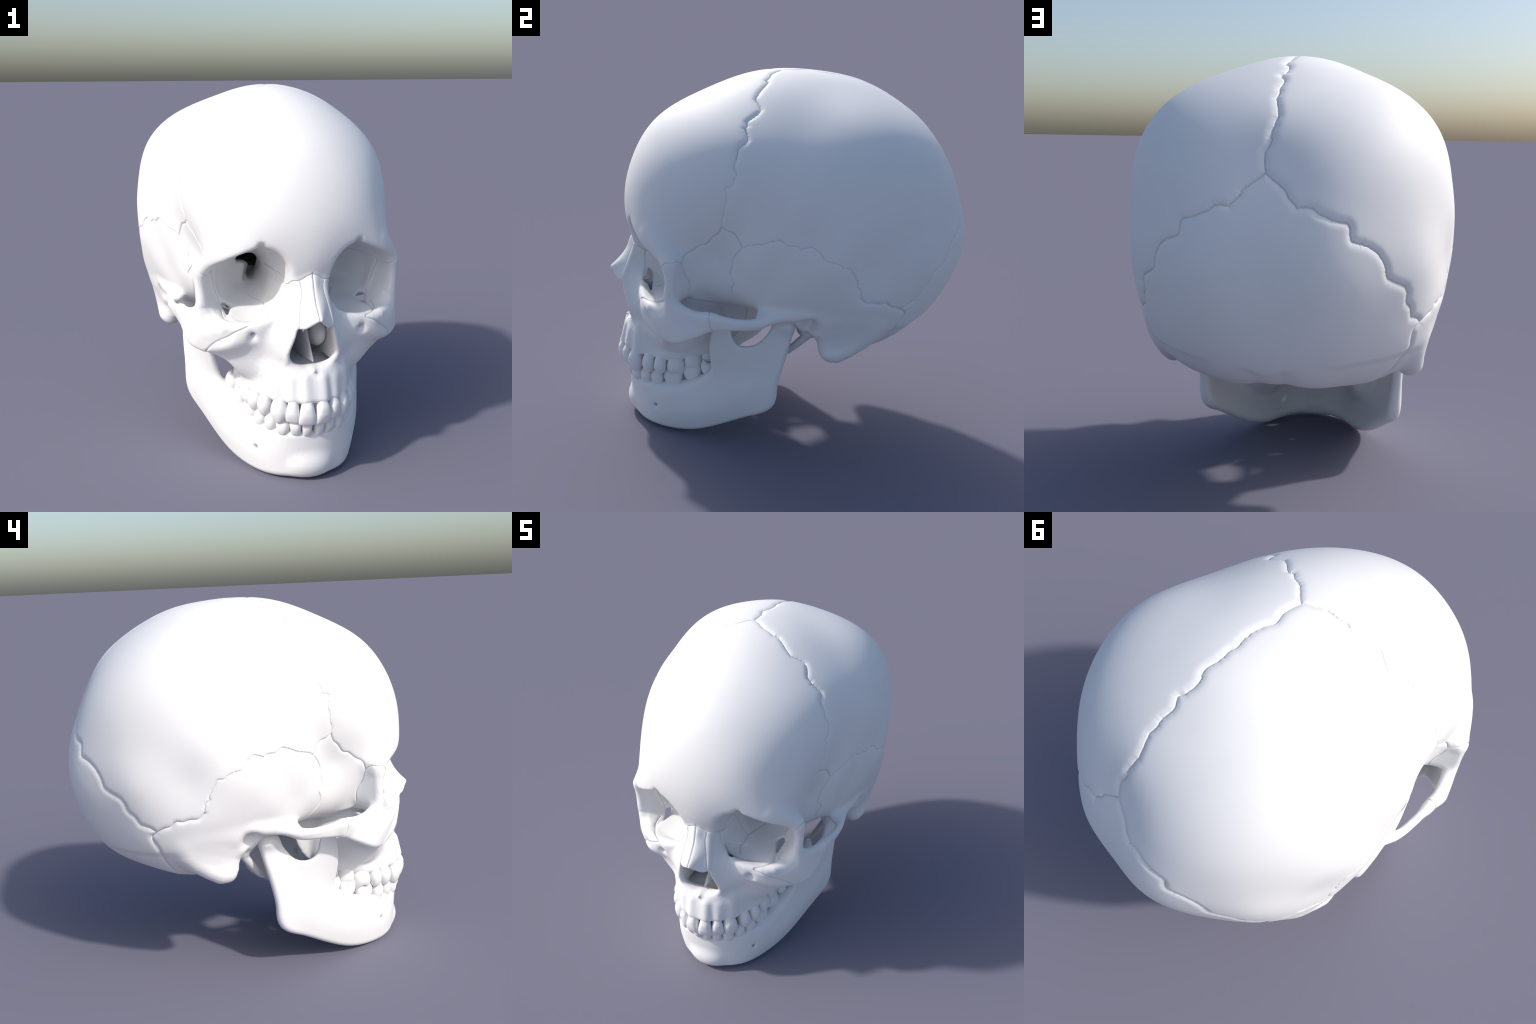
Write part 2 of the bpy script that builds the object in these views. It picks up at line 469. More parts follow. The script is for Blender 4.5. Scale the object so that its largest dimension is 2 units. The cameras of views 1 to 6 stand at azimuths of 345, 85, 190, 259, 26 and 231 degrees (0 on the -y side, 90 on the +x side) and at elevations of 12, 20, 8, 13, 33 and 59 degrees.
NASAL_WALL = {"a": (0.128, -0.828, 0.64, 0.012), "b": (0.126, -0.842, 0.72, 0.012), "c": (0.100, -0.850, 0.82, 0.012), "d": (0.130, -0.62, 0.63, 0.014), "e": (0.135, -0.62, 0.74, 0.014),
              "f": (0.125, -0.62, 0.86, 0.014), "g": (0.130, -0.42, 0.63, 0.014), "h": (0.135, -0.42, 0.74, 0.014), "i": (0.130, -0.42, 0.86, 0.014)}
NASAL_WALL_FACES = [("a", "b", "e", "d"), ("b", "c", "f", "e"), ("d", "e", "h", "g"), ("e", "f", "i", "h")]
FISSURE = {"a": (0.270, -0.46, 1.085, 0.014), "b": (0.225, -0.46, 1.075, 0.017), "c": (0.180, -0.46, 1.035, 0.019), "d": (0.195, -0.46, 0.990, 0.018),
           "e": (0.24, -0.2, 1.085, 0.014), "f": (0.195, -0.2, 1.075, 0.017), "g": (0.15, -0.2, 1.035, 0.019), "h": (0.165, -0.2, 0.990, 0.018)}
FISSURE_FACES = [("a", "b", "f", "e"), ("b", "c", "g", "f"), ("c", "d", "h", "g")]
SQUARE = [("a", "b", "c", "d")]


def cranium(P):
    P = P.copy()
    P[:, 0] = np.abs(P[:, 0])
    case = braincase(P)
    f = case
    f = smin(f, rod(P, BROW, [0.022, 0.034, 0.038, 0.038]), 0.07)
    # temple, ear region, mastoid
    mast = patch(P, MASTOID, SQUARE)
    f = smin(f, mast, 0.08)
    f = smin(f, patch(P, ARCH, ARCH_FACES), 0.05)
    f = smin(f, rod(P, [(0.0, 0.10, 0.70), (0.0, -0.2, 0.86)], [0.10, 0.12]), 0.08)
    f = smin(f, blob(P, (0.15, 0.18, 0.60), (0.06, 0.12, 0.075), (0, 0, 25)), 0.05)
    # upper jaw body
    f = smin(f, blob(P, (0.25, -0.555, 0.68), (0.125, 0.17, 0.19)), 0.04)
    f = smin(f, blob(P, (0.215, -0.43, 0.65), (0.10, 0.12, 0.19)), 0.05)
    f = smin(f, patch(P, PALATE, SQUARE), 0.02)
    f = smin(f, patch(P, MAXILLA, MAXILLA_FACES), 0.045)
    for (x, y), top in zip(ROOTS, (0.56, 0.55, 0.60)):
        f = smin(f, rod(P, [(x, y, 0.462), (x * 0.97, y + 0.020, top)], [0.014, 0.009]), 0.04)
    f = smin(f, patch(P, CHEEK, CHEEK_FACES), 0.035)
    f = smin(f, rod(P, [(0.0, -0.83, 0.606), (0.0, -0.893, 0.603)], [0.020, 0.003]), 0.025)
    # wings beside the throat
    f = smin(f, patch(P, THROAT_WING, SQUARE), 0.03)
    # hollows
    f = smax(f, -brain_cavity(P, case), 0.02)
    orb = orbit(P)
    f = smax(f, -orb, 0.024)
    f = smax(f, -rod(P, [(0.254, -0.88, 1.236), (0.250, -0.80, 1.243)], [0.009, 0.007]), 0.03)
    f = smax(f, -rod(P, [(0.155, -0.755, 0.875), (0.148, -0.735, 0.80)], [0.022, 0.016]), 0.015)
    f = smax(f, -nasal_cavity(P), 0.02)
    f = smax(f, -patch(P, FISSURE, FISSURE_FACES), 0.012)
    f = smax(f, -rod(P, [(0.392, -0.525, 0.862), (0.33, -0.44, 0.855), (0.24, -0.34, 0.90)], [0.020, 0.014, 0.012]), 0.012)
    f = smax(f, -rod(P, [(0.66, 0.085, 0.795), (0.54, 0.08, 0.80), (0.42, 0.05, 0.82)], [0.05, 0.036, 0.03]), 0.04)
    f = smax(f, -rod(P, [(0.292, -0.805, 0.752), (0.285, -0.76, 0.79)], [0.013, 0.010]), 0.035)
    f = smax(f, -rod(P, [(0, 0.32, 0.4), (0, 0.32, 0.9)], 0.14, margin=0.2), 0.03)
    f = smin(f, patch(P, ORBIT_WALL, ORBIT_WALL_FACES), 0.015)
    f = smin(f, patch(P, NASAL_WALL, NASAL_WALL_FACES), 0.015)
    f = smin(f, patch(P, GREATER_WING, GREATER_WING_FACES), 0.02)
    f = smax(f, -patch(P, FISSURE, FISSURE_FACES), 0.012)
    # bones added after hollowing: nose roof, ear plate
    f = smin(f, patch(P, NASAL, NASAL_FACES), 0.02)
    f = smin(f, patch(P, EAR_PLATE, SQUARE), 0.03)
    f = smin(f, rod(P, [(0.44, 0.10, 0.70), (0.43, 0.09, 0.665), (0.36, 0.01, 0.548), (0.335, -0.02, 0.51)], [0.035, 0.024, 0.018, 0.010]), 0.02)
    return f


# =====================================================================
#  LOWER JAW
# =====================================================================
JAW = {
    # lower border, mid height, tooth-bearing border, from the chin back
    "m0": (0.0, -0.806, 0.062, 0.054), "c0": (0.0, -0.828, 0.14, 0.040), "t0": (0.0, -0.838, 0.246, 0.034),
    "m1": (0.10, -0.788, 0.058, 0.050), "c1": (0.10, -0.808, 0.14, 0.040), "t1": (0.09, -0.826, 0.246, 0.034),
    "m2": (0.195, -0.715, 0.050, 0.046), "c2": (0.203, -0.735, 0.14, 0.040), "t2": (0.172, -0.768, 0.246, 0.038),
    "m3": (0.272, -0.58, 0.056, 0.044), "c3": (0.283, -0.605, 0.15, 0.040), "t3": (0.248, -0.655, 0.254, 0.044),
    "m4": (0.345, -0.44, 0.100, 0.038), "c4": (0.355, -0.470, 0.20, 0.038), "t4": (0.305, -0.525, 0.278, 0.046),
    "m5": (0.412, -0.28, 0.185, 0.034), "c5": (0.425, -0.310, 0.30, 0.030), "t5": (0.375, -0.410, 0.39, 0.030),
    "m6": (0.446, -0.195, 0.232, 0.034), "c6": (0.462, -0.220, 0.35, 0.028),
    "m7": (0.474, -0.105, 0.285, 0.034), "c7": (0.484, -0.084, 0.375, 0.030),
    # ramus
    "f1": (0.404, -0.385, 0.48, 0.022), "g1": (0.440, -0.285, 0.46, 0.022), "h1": (0.462, -0.19, 0.46, 0.020), "b1": (0.488, -0.068, 0.46, 0.026),
    "f2": (0.437, -0.400, 0.62, 0.018), "g2": (0.460, -0.285, 0.625, 0.014), "h2": (0.474, -0.160, 0.625, 0.018), "b2": (0.488, -0.036, 0.60, 0.028),
    "cor": (0.462, -0.370, 0.775, 0.014), "cor_b": (0.464, -0.325, 0.735, 0.012), "neck_f": (0.476, -0.072, 0.730, 0.020), "neck_b": (0.474, -0.010, 0.735, 0.026),
}
JAW_FACES = [("m0", "m1", "c1", "c0"), ("c0", "c1", "t1", "t0"), ("m1", "m2", "c2", "c1"), ("c1", "c2", "t2", "t1"), ("m2", "m3", "c3", "c2"), ("c2", "c3", "t3", "t2"),
             ("m3", "m4", "c4", "c3"), ("c3", "c4", "t4", "t3"), ("m4", "m5", "c5", "c4"), ("c4", "c5", "t5", "t4"), ("m5", "m6", "c6", "c5"), ("m6", "m7", "c7", "c6"),
             ("c5", "g1", "f1", "t5"), ("c5", "c6", "h1", "g1"), ("c6", "c7", "b1", "h1"), ("f1", "g1", "g2", "f2"), ("g1", "h1", "h2", "g2"), ("h1", "b1", "b2", "h2"),
             ("f2", "g2", "cor_b", "cor"), ("h2", "b2", "neck_b", "neck_f")]


def mandible(P):
    P = P.copy()
    P[:, 0] = np.abs(P[:, 0])
    f = patch(P, JAW, JAW_FACES)
    f = smin(f, blob(P, (0.462, -0.028, 0.764), (0.062, 0.050, 0.034), (0, 8, 15)), 0.06)
    # ridge under the back teeth, inside the upright plate
    f = smin(f, rod(P, [(0.250, -0.62, 0.235), (0.280, -0.52, 0.272), (0.292, -0.43, 0.325), (0.33, -0.365, 0.385)], [0.044, 0.050, 0.050, 0.030]), 0.05)
    f = smin(f, blob(P, (0.0, -0.825, 0.085), (0.10, 0.06, 0.06)), 0.05)
    f = smin(f, blob(P, (0.022, -0.768, 0.095), (0.022, 0.022, 0.026)), 0.03)
    f = smax(f, -rod(P, [(0.30, -0.75, 0.165), (0.24, -0.70, 0.15)], [0.016, 0.010]), 0.012)
    return f


# =====================================================================
#  SUTURES: where the bones meet (control points on the right-hand half)
# =====================================================================
SUTURES = {
    "coronal": [(0.0, -0.052, 2.0), (0.045, -0.081, 1.997), (0.084, -0.112, 1.988), (0.107, -0.121, 1.982), (0.135, -0.128, 1.973), (0.162, -0.145, 1.962), (0.178, -0.139, 1.957), (0.192, -0.142, 1.951), (0.218, -0.157, 1.937), (0.245, -0.178, 1.919), (0.271, -0.193, 1.901), (0.296, -0.201, 1.885), (0.333, -0.190, 1.868), (0.367, -0.183, 1.850), (0.394, -0.216, 1.822), (0.409, -0.246, 1.801), (0.430, -0.249, 1.785), (0.451, -0.256, 1.767), (0.480, -0.247, 1.742), (0.494, -0.250, 1.726), (0.502, -0.277, 1.703), (0.514, -0.295, 1.679), (0.531, -0.299, 1.650), (0.544, -0.312, 1.616), (0.564, -0.300, 1.577), (0.567, -0.313, 1.551), (0.571, -0.320, 1.524), (0.563, -0.351, 1.510), (0.568, -0.346, 1.474), (0.569, -0.344, 1.452), (0.565, -0.354, 1.417), (0.559, -0.356, 1.376), (0.551, -0.367, 1.351), (0.542, -0.366, 1.308)],
    "lambdoid": [(0.000, 0.860, 1.501), (0.046, 0.878, 1.467), (0.084, 0.892, 1.436), (0.094, 0.900, 1.415), (0.115, 0.907, 1.395), (0.131, 0.913, 1.378), (0.159, 0.910, 1.380), (0.188, 0.908, 1.377), (0.216, 0.911, 1.355), (0.243, 0.908, 1.345), (0.265, 0.906, 1.334), (0.312, 0.892, 1.324), (0.328, 0.889, 1.309), (0.330, 0.893, 1.277), (0.338, 0.891, 1.258), (0.371, 0.873, 1.246), (0.411, 0.847, 1.226), (0.446, 0.817, 1.184), (0.460, 0.800, 1.143), (0.467, 0.788, 1.109), (0.496, 0.753, 1.086), (0.526, 0.712, 1.066), (0.535, 0.693, 1.037), (0.536, 0.682, 1.000), (0.550, 0.653, 0.974), (0.557, 0.626, 0.930), (0.580, 0.583, 0.916), (0.592, 0.553, 0.894)],
    "occipitomastoid": [(0.592, 0.553, 0.894), (0.568, 0.577, 0.866), (0.560, 0.563, 0.826), (0.558, 0.544, 0.790), (0.524, 0.525, 0.727), (0.445, 0.459, 0.633), (0.36, 0.36, 0.60)],
    "squamosal": [(0.557, -0.260, 1.208), (0.570, -0.237, 1.224), (0.588, -0.202, 1.235), (0.605, -0.167, 1.243), (0.619, -0.138, 1.258), (0.635, -0.104, 1.273), (0.646, -0.079, 1.278), (0.654, -0.051, 1.256), (0.666, -0.019, 1.258), (0.678, 0.016, 1.245), (0.691, 0.055, 1.260), (0.698, 0.080, 1.252), (0.704, 0.111, 1.227), (0.706, 0.130, 1.198), (0.711, 0.163, 1.192), (0.713, 0.194, 1.183), (0.712, 0.221, 1.163), (0.710, 0.253, 1.155), (0.704, 0.280, 1.114), (0.700, 0.295, 1.085), (0.696, 0.298, 1.055), (0.691, 0.317, 1.036), (0.686, 0.321, 0.995)],
    "parietomastoid": [(0.686, 0.321, 0.995), (0.677, 0.351, 0.965), (0.669, 0.390, 0.963), (0.656, 0.428, 0.952), (0.646, 0.459, 0.954), (0.631, 0.486, 0.928), (0.615, 0.517, 0.917), (0.592, 0.553, 0.894)],
    "sphenofrontal": [(0.542, -0.366, 1.308), (0.526, -0.382, 1.267), (0.513, -0.408, 1.243), (0.492, -0.439, 1.200), (0.484, -0.471, 1.193), (0.468, -0.508, 1.164), (0.474, -0.545, 1.141), (0.487, -0.557, 1.120), (0.491, -0.561, 1.097)],
    "sphenozygomatic": [(0.491, -0.561, 1.097), (0.479, -0.550, 1.046), (0.451, -0.522, 0.976), (0.440, -0.524, 0.913)],
    "sphenoparietal": [(0.542, -0.366, 1.308), (0.543, -0.341, 1.287), (0.552, -0.305, 1.277), (0.554, -0.279, 1.242), (0.557, -0.260, 1.208)],
    "sphenosquamous": [(0.557, -0.260, 1.208), (0.538, -0.290, 1.167), (0.523, -0.307, 1.133), (0.518, -0.309, 1.092), (0.504, -0.319, 1.052), (0.524, -0.301, 1.011), (0.507, -0.312, 0.972), (0.503, -0.311, 0.929), (0.506, -0.291, 0.878), (0.48, -0.25, 0.83), (0.42, -0.2, 0.80)],
    "zygomaticomaxillary": [(0.45, -0.60, 0.66), (0.500, -0.635, 0.668), (0.479, -0.665, 0.707), (0.449, -0.695, 0.743), (0.411, -0.729, 0.768), (0.377, -0.762, 0.798), (0.326, -0.781, 0.825), (0.317, -0.774, 0.839), (0.374, -0.716, 0.845), (0.405, -0.65, 0.855), (0.41, -0.57, 0.865)],
    "frontozygomatic": [(0.453, -0.575, 1.076), (0.478, -0.615, 1.070), (0.504, -0.650, 1.075), (0.532, -0.646, 1.107), (0.540, -0.631, 1.119), (0.541, -0.609, 1.118), (0.522, -0.584, 1.119), (0.491, -0.561, 1.097)],
    "zygotemporal": [(0.55, -0.42, 0.84), (0.591, -0.420, 0.865), (0.614, -0.423, 0.844), (0.606, -0.415, 0.80), (0.598, -0.395, 0.772), (0.580, -0.375, 0.762), (0.55, -0.385, 0.78)],
    "nasofrontal": [(0.0, -0.853, 1.094), (0.030, -0.846, 1.082), (0.061, -0.835, 1.061), (0.095, -0.812, 1.053), (0.116, -0.764, 1.025)],
    "nasomaxillary": [(0.061, -0.835, 1.061), (0.058, -0.858, 1.006), (0.071, -0.879, 0.941), (0.086, -0.91, 0.835)],
    "lacrimal": [(0.118, -0.701, 1.053), (0.119, -0.723, 1.023), (0.116, -0.764, 1.025), (0.118, -0.773, 0.992), (0.135, -0.772, 0.936), (0.146, -0.775, 0.905)],
    "lacrimoethmoid": [(0.118, -0.701, 1.053), (0.129, -0.629, 1.063), (0.144, -0.590, 0.965), (0.184, -0.583, 0.900), (0.171, -0.651, 0.867), (0.190, -0.700, 0.856)],
    "ethmoidomaxillary": [(0.184, -0.583, 0.900), (0.204, -0.520, 0.900), (0.239, -0.451, 0.918)],
    "frontoethmoid": [(0.129, -0.629, 1.063), (0.135, -0.56, 1.075), (0.14, -0.45, 1.07)],
    "orbital_roof": [(0.29, -0.46, 1.12), (0.364, -0.483, 1.122), (0.424, -0.560, 1.112), (0.453, -0.575, 1.076)],
    "orbital_side": [(0.453, -0.575, 1.076), (0.432, -0.548, 0.987), (0.402, -0.543, 0.899)],
}
# sagittal and internasal sutures run down the middle, wavering from side to side
MIDLINE = {
    "sagittal": [(0.0, -0.052, 2.0), (0.004, 0.022, 2.002), (-0.014, 0.075, 2.000), (-0.002, 0.116, 1.997), (0.009, 0.173, 1.989), (0.005, 0.221, 1.982), (-0.004, 0.247, 1.977), (0.002, 0.288, 1.969), (-0.003, 0.326, 1.960), (0.008, 0.387, 1.943), (0.001, 0.411, 1.935), (-0.013, 0.436, 1.926), (-0.011, 0.489, 1.903), (0.004, 0.524, 1.885), (-0.016, 0.562, 1.863), (-0.006, 0.607, 1.833), (-0.011, 0.639, 1.808), (-0.004, 0.668, 1.783), (-0.022, 0.717, 1.732), (-0.022, 0.747, 1.695), (-0.009, 0.778, 1.651), (-0.010, 0.800, 1.615), (0.010, 0.830, 1.563), (0.000, 0.860, 1.501)],
    "internasal": [(0.0, -0.857, 1.096), (0.001, -0.885, 1.02), (-0.001, -0.925, 0.955), (0.0, -0.975, 0.89)],
}
#            crack depth, crack half-width, bevel depth, bevel half-width
FINE = (0.0070, 0.0028, 0.0, 0.01)
STYLE = {
    "coronal": (0.0085, 0.0030, 0.0055, 0.015), "lambdoid": (0.0085, 0.0032, 0.006, 0.016), "sagittal": (0.0085, 0.0034, 0.006, 0.017),
    "squamosal": (0.0065, 0.0028, 0.0015, 0.010), "parietomastoid": (0.009, 0.0030, 0.005, 0.013), "occipitomastoid": (0.009, 0.0032, 0.006, 0.015),
    "sphenoparietal": (0.009, 0.0028, 0.003, 0.009), "sphenofrontal": (0.008, 0.0028, 0.003, 0.009), "zygomaticomaxillary": (0.007, 0.0030, 0.002, 0.008),
    "internasal": (0.008, 0.0032, 0.002, 0.008), "nasomaxillary": (0.005, 0.0026, 0.0, 0.01),
}


def dense(line):
    """smooth dense curve through the control points"""
    X = np.asarray(line, float)
    t = np.linspace(0, len(X) - 1, 5 * len(X) - 4)
    k = np.minimum(t.astype(int), len(X) - 2)
    w = (t - k)[:, None]
    p0, p1, p2, p3 = X[np.maximum(k - 1, 0)], X[k], X[k + 1], X[np.minimum(k + 2, len(X) - 1)]
    return 0.5 * (2 * p1 + (p2 - p0) * w + (2 * p0 - 5 * p1 + 4 * p2 - p3) * w ** 2 + (3 * p1 - p0 - 3 * p2 + p3) * w ** 3)


def lay_on_bone(lines):
    """press all suture curves onto the bone surface"""
    curves = {n: dense(l) for n, l in lines.items()}
    rng = np.random.default_rng(7)
    for n in ("coronal", "lambdoid", "sagittal", "squamosal"):              # small serrations
        k = np.arange(len(curves[n]))
        fade = np.minimum(1, np.minimum(k, k[::-1]) / 6)[:, None]
        curves[n] = curves[n] + fade * rng.normal(0, 0.0014, curves[n].shape)
    L, e = np.vstack(list(curves.values())), 0.002
    for _ in range(5):
        probe = np.vstack([L] + [L + s * e * np.eye(3)[i] for i in range(3) for s in (1, -1)])
        f = cranium(probe).reshape(7, -1)
        g = np.stack([f[1] - f[2], f[3] - f[4], f[5] - f[6]], -1) / (2 * e)
        L = L - np.clip(f[0], -0.02, 0.02)[:, None] * g / np.maximum((g * g).sum(1), 0.3)[:, None]
    ends = np.cumsum([len(c) for c in curves.values()])
    return {n: L[b - len(c):b] for (n, c), b in zip(curves.items(), ends)}


LINES = lay_on_bone({**SUTURES, **MIDLINE})


def suture_gap(P):
    """distance to the nearest suture and depth of the groove it cuts there"""
    A = P.copy()
    A[:, 0] = np.abs(A[:, 0])
    dist, depth = np.full(len(P), FAR), np.zeros(len(P))
    for name, line in LINES.items():
        d = rod(P if name in MIDLINE else A, line, 0.0, margin=0.04, bend=False)
        c, w, b, bw = STYLE.get(name, FINE)
        dist = np.minimum(dist, d)
        if name == "coronal":                                               # fades towards the temples
            fade = np.clip((P[:, 2] - 1.2) / 0.55, 0.5, 1.0)
            c, b = c * fade, b * fade
        depth = np.maximum(depth, c * np.exp(-(d / w) ** 2) + b * np.exp(-(d / bw) ** 2))
    return dist, depth


def split_near(V, T, marked):
    """halve all edges of the marked triangles, keep the mesh closed"""
    E = np.sort(np.concatenate([T[:, [0, 1]], T[:, [1, 2]], T[:, [2, 0]]]), 1)
    key = E[:, 0].astype(np.int64) * len(V) + E[:, 1]
    uniq, inv = np.unique(key, return_inverse=True)
    cut = np.zeros(len(uniq), bool)
    n = len(T)
    for i in range(3):
        cut[inv[i * n:(i + 1) * n][marked]] = True
    new = np.full(len(uniq), -1)
    new[cut] = len(V) + np.arange(cut.sum())
    a, b = uniq[cut] // len(V), uniq[cut] % len(V)
    V2 = np.vstack([V, (V[a] + V[b]) / 2])
    m = np.stack([new[inv[i * n:(i + 1) * n]] for i in range(3)], 1)       # midpoints of edges 01, 12, 20
    k = (m >= 0).sum(1)
    out = [T[k == 0]]
    for i in range(3):                                                      # one edge cut
        s = (k == 1) & (m[:, i] >= 0)
        a, b, c, q = T[s][:, i], T[s][:, (i + 1) % 3], T[s][:, (i + 2) % 3], m[s][:, i]
        out += [np.stack([a, q, c], 1), np.stack([q, b, c], 1)]
    for i in range(3):                                                      # two edges cut (edge i whole)
        s = (k == 2) & (m[:, i] < 0)
        a, b, c = T[s][:, i], T[s][:, (i + 1) % 3], T[s][:, (i + 2) % 3]
        p, q = m[s][:, (i + 1) % 3], m[s][:, (i + 2) % 3]
        out += [np.stack([a, b, p], 1), np.stack([a, p, q], 1), np.stack([q, p, c], 1)]
    s = k == 3
    a, b, c, p, q, r = *T[s].T, *m[s].T
    out += [np.stack([a, p, r], 1), np.stack([p, b, q], 1), np.stack([r, q, c], 1), np.stack([p, q, r], 1)]
    return V2, np.concatenate(out)


def tri_normals(V, T):
    n = np.cross(V[T[:, 1]] - V[T[:, 0]], V[T[:, 2]] - V[T[:, 0]])
    N = np.zeros_like(V)
    for i in range(3):
        for ax in range(3):
            N[:, ax] += np.bincount(T[:, i], n[:, ax], len(V))
    return N / np.maximum(np.linalg.norm(N, axis=1), 1e-12)[:, None]


# a point inside each bone's outer face; (name, point); paired bones are listed once
SEEDS = [
    ("frontal_bone", (0.0, -0.88, 1.40)), ("parietal_bone", (0.45, 0.25, 1.82)), ("occipital_bone", (0.0, 0.95, 1.1)), ("temporal_bone", (0.66, 0.05, 1.05)),
    ("sphenoid_bone", (0.46, -0.42, 1.06)), ("sphenoid_bone", (0.36, -0.47, 1.02)), ("frontal_bone", (0.47, -0.55, 1.35)), ("frontal_bone", (0.55, -0.42, 1.42)), ("frontal_bone", (0.50, -0.47, 1.25)), ("frontal_bone", (0.49, -0.60, 1.16)), ("frontal_bone", (0.3, -0.65, 1.22)),
    ("maxilla", (0.12, -0.80, 0.90)), ("maxilla", (0.30, -0.66, 0.84)), ("zygomatic_bone", (0.47, -0.60, 0.97)), ("temporal_bone", (0.60, -0.2, 0.80)),
     ("zygomatic_bone", (0.50, -0.66, 0.77)), ("maxilla", (0.17, -0.84, 0.58)), ("nasal_bone", (0.035, -0.90, 0.97)),
    ("lacrimal_bone", (0.125, -0.72, 0.96)), ("ethmoid_bone", (0.122, -0.52, 1.02)),
]
UNPAIRED = ("frontal_bone", "occipital_bone", "sphenoid_bone")


def bone_regions(V, T, dist):
    """flood each bone from its seed up to the sutures; returns (names, region of every triangle)"""
    C = V[T].mean(1)
    wall = dist[T].min(1) < 0.0030
    inner = braincase(C) < -0.035
    inner &= (C[:, 2] > 0.95) | (C[:, 1] > 0.0)
    inner &= ~((C[:, 1] < -0.28) & (C[:, 2] < 1.2))
    n = len(T)
    E = np.sort(np.concatenate([T[:, [0, 1]], T[:, [1, 2]], T[:, [2, 0]]]), 1)
    key = E[:, 0].astype(np.int64) * len(V) + E[:, 1]
    order = np.argsort(key, kind="stable")
    ks = key[order]
    same = np.where(ks[1:] == ks[:-1])[0]
    adj = np.full(3 * n, n)
    adj[order[same]], adj[order[same + 1]] = order[same + 1] % n, order[same] % n
    adj = adj.reshape(3, n).T
    names, label = [], np.full(n + 1, -1)
    for name, p in SEEDS:
        for side in ((1,) if p[0] == 0 else (1, -1)):
            i = ((C - np.array(p) * (side, 1, 1)) ** 2).sum(1).argmin()
            full = name if name in UNPAIRED else name + ("" if side > 0 else "+")
            if full not in names:
                names.append(full)
            label[i] = names.index(full)
    for block in (wall | inner, inner):
        stop = np.append(block, True)
        front = np.where(label[:n] >= 0)[0]
        while len(front):
            a, b = np.repeat(front, 3), adj[front].ravel()
            s = (label[b] < 0) & ~stop[b]
            a, b = a[s], b[s]
            b, first = np.unique(b, return_index=True)
            label[b] = label[a[first]]
            front = b
    # inside of the braincase: each bone's inner face lies under its outer face
    label = label[:n]
    rest = np.where(label < 0)[0]
    have = np.where((label >= 0) & (np.abs(braincase(C)) < 0.03))[0][::7]
    u = C - HEAD
    u /= np.linalg.norm(u, axis=1)[:, None]
    tree = KDTree(len(have))
    for i, j in enumerate(have):
        tree.insert(u[j], i)
    tree.balance()
    cells, back = np.unique(np.round(u[rest] / 0.02).astype(int), axis=0, return_inverse=True)
    found = np.array([label[have[tree.find(c * 0.02)[1]]] for c in cells])
    label[rest] = found[back.ravel()]
    return names, label


# =====================================================================
#  MATERIALS AND OBJECTS
# =====================================================================
def bone_material(name, base, rough):
    m = bpy.data.materials.new(name)
    m.use_nodes = True
    nt = m.node_tree
    b = nt.nodes["Principled BSDF"]
    co = nt.nodes.new("ShaderNodeTexCoord")
    no = nt.nodes.new("ShaderNodeTexNoise")
    no.inputs["Scale"].default_value = 7.0
    no.inputs["Detail"].default_value = 3.0
    ra = nt.nodes.new("ShaderNodeValToRGB")
    ra.color_ramp.elements[0].position, ra.color_ramp.elements[1].position = 0.3, 0.7
    ra.color_ramp.elements[0].color = (*[c * 0.99 for c in base], 1)
    ra.color_ramp.elements[1].color = (*[c * 1.01 for c in base], 1)
    nt.links.new(co.outputs["Object"], no.inputs["Vector"])
    nt.links.new(no.outputs["Fac"], ra.inputs["Fac"])
    nt.links.new(ra.outputs["Color"], b.inputs["Base Color"])
    b.inputs["Roughness"].default_value = rough
    b.inputs["Specular IOR Level"].default_value = 0.4
    return m


BONE = bone_material("bone", (0.80, 0.80, 0.80), 0.6)
ENAMEL = bone_material("enamel", (0.80, 0.80, 0.80), 0.5)

root = bpy.data.objects.new("human_skull", None)
bpy.context.scene.collection.objects.link(root)
root["label"] = "white human skull with jaw, full teeth and visible sutures"
root["category"] = "skull"


def add_mesh(name, verts, faces, mat, parent=root, smooth=True):
    me = bpy.data.meshes.new(name)
    if isinstance(faces, np.ndarray):
        k, nf = faces.shape[1], len(faces)
        me.vertices.add(len(verts))
        me.vertices.foreach_set("co", np.ascontiguousarray(verts, np.float32).ravel())
        me.loops.add(nf * k)
        me.loops.foreach_set("vertex_index", np.ascontiguousarray(faces, np.int32).ravel())
        me.polygons.add(nf)
        me.polygons.foreach_set("loop_start", np.arange(0, nf * k, k, dtype=np.int32))
        me.update(calc_edges=True)
    else:
        me.from_pydata([tuple(v) for v in verts], [], faces)
    me.polygons.foreach_set("use_smooth", np.full(len(me.polygons), smooth))
    me.materials.append(mat)
    ob = bpy.data.objects.new(name, me)
    ob.parent = parent
    bpy.context.scene.collection.objects.link(ob)
    return ob



V, Q = mesh_volume(cranium, (0, -1.05, 0.4), (0.85, 1.05, 2.1))
V = relax(settle(cranium, V, Q), Q)
T = np.concatenate([Q[:, [0, 1, 2]], Q[:, [0, 2, 3]]])
for reach in (0.014, 0.008):
    dist, _ = suture_gap(V)
    V, T = split_near(V, T, dist[T].min(1) < reach)
dist, depth = suture_gap(V)
N = tri_normals(V, T)
V = V - N * depth[:, None]
names, label = bone_regions(V, T, dist)
N = tri_normals(V, T)
bones = {}
for i, name in enumerate(names):
    tri = T[label == i]
    if not len(tri):
        continue
    used, local = np.unique(tri, return_inverse=True)
    ob = add_mesh(name.rstrip("+"), V[used], local.reshape(-1, 3), BONE)
    ob.data.normals_split_custom_set_from_vertices(N[used].tolist())
    bones.setdefault(name, ob)
V, Q = mesh_volume(mandible, (0, -1.0, -0.1), (0.7, 0.15, 0.95))
V = relax(settle(mandible, V, Q), Q)
jaw_ob = add_mesh("mandible", V, Q, BONE)


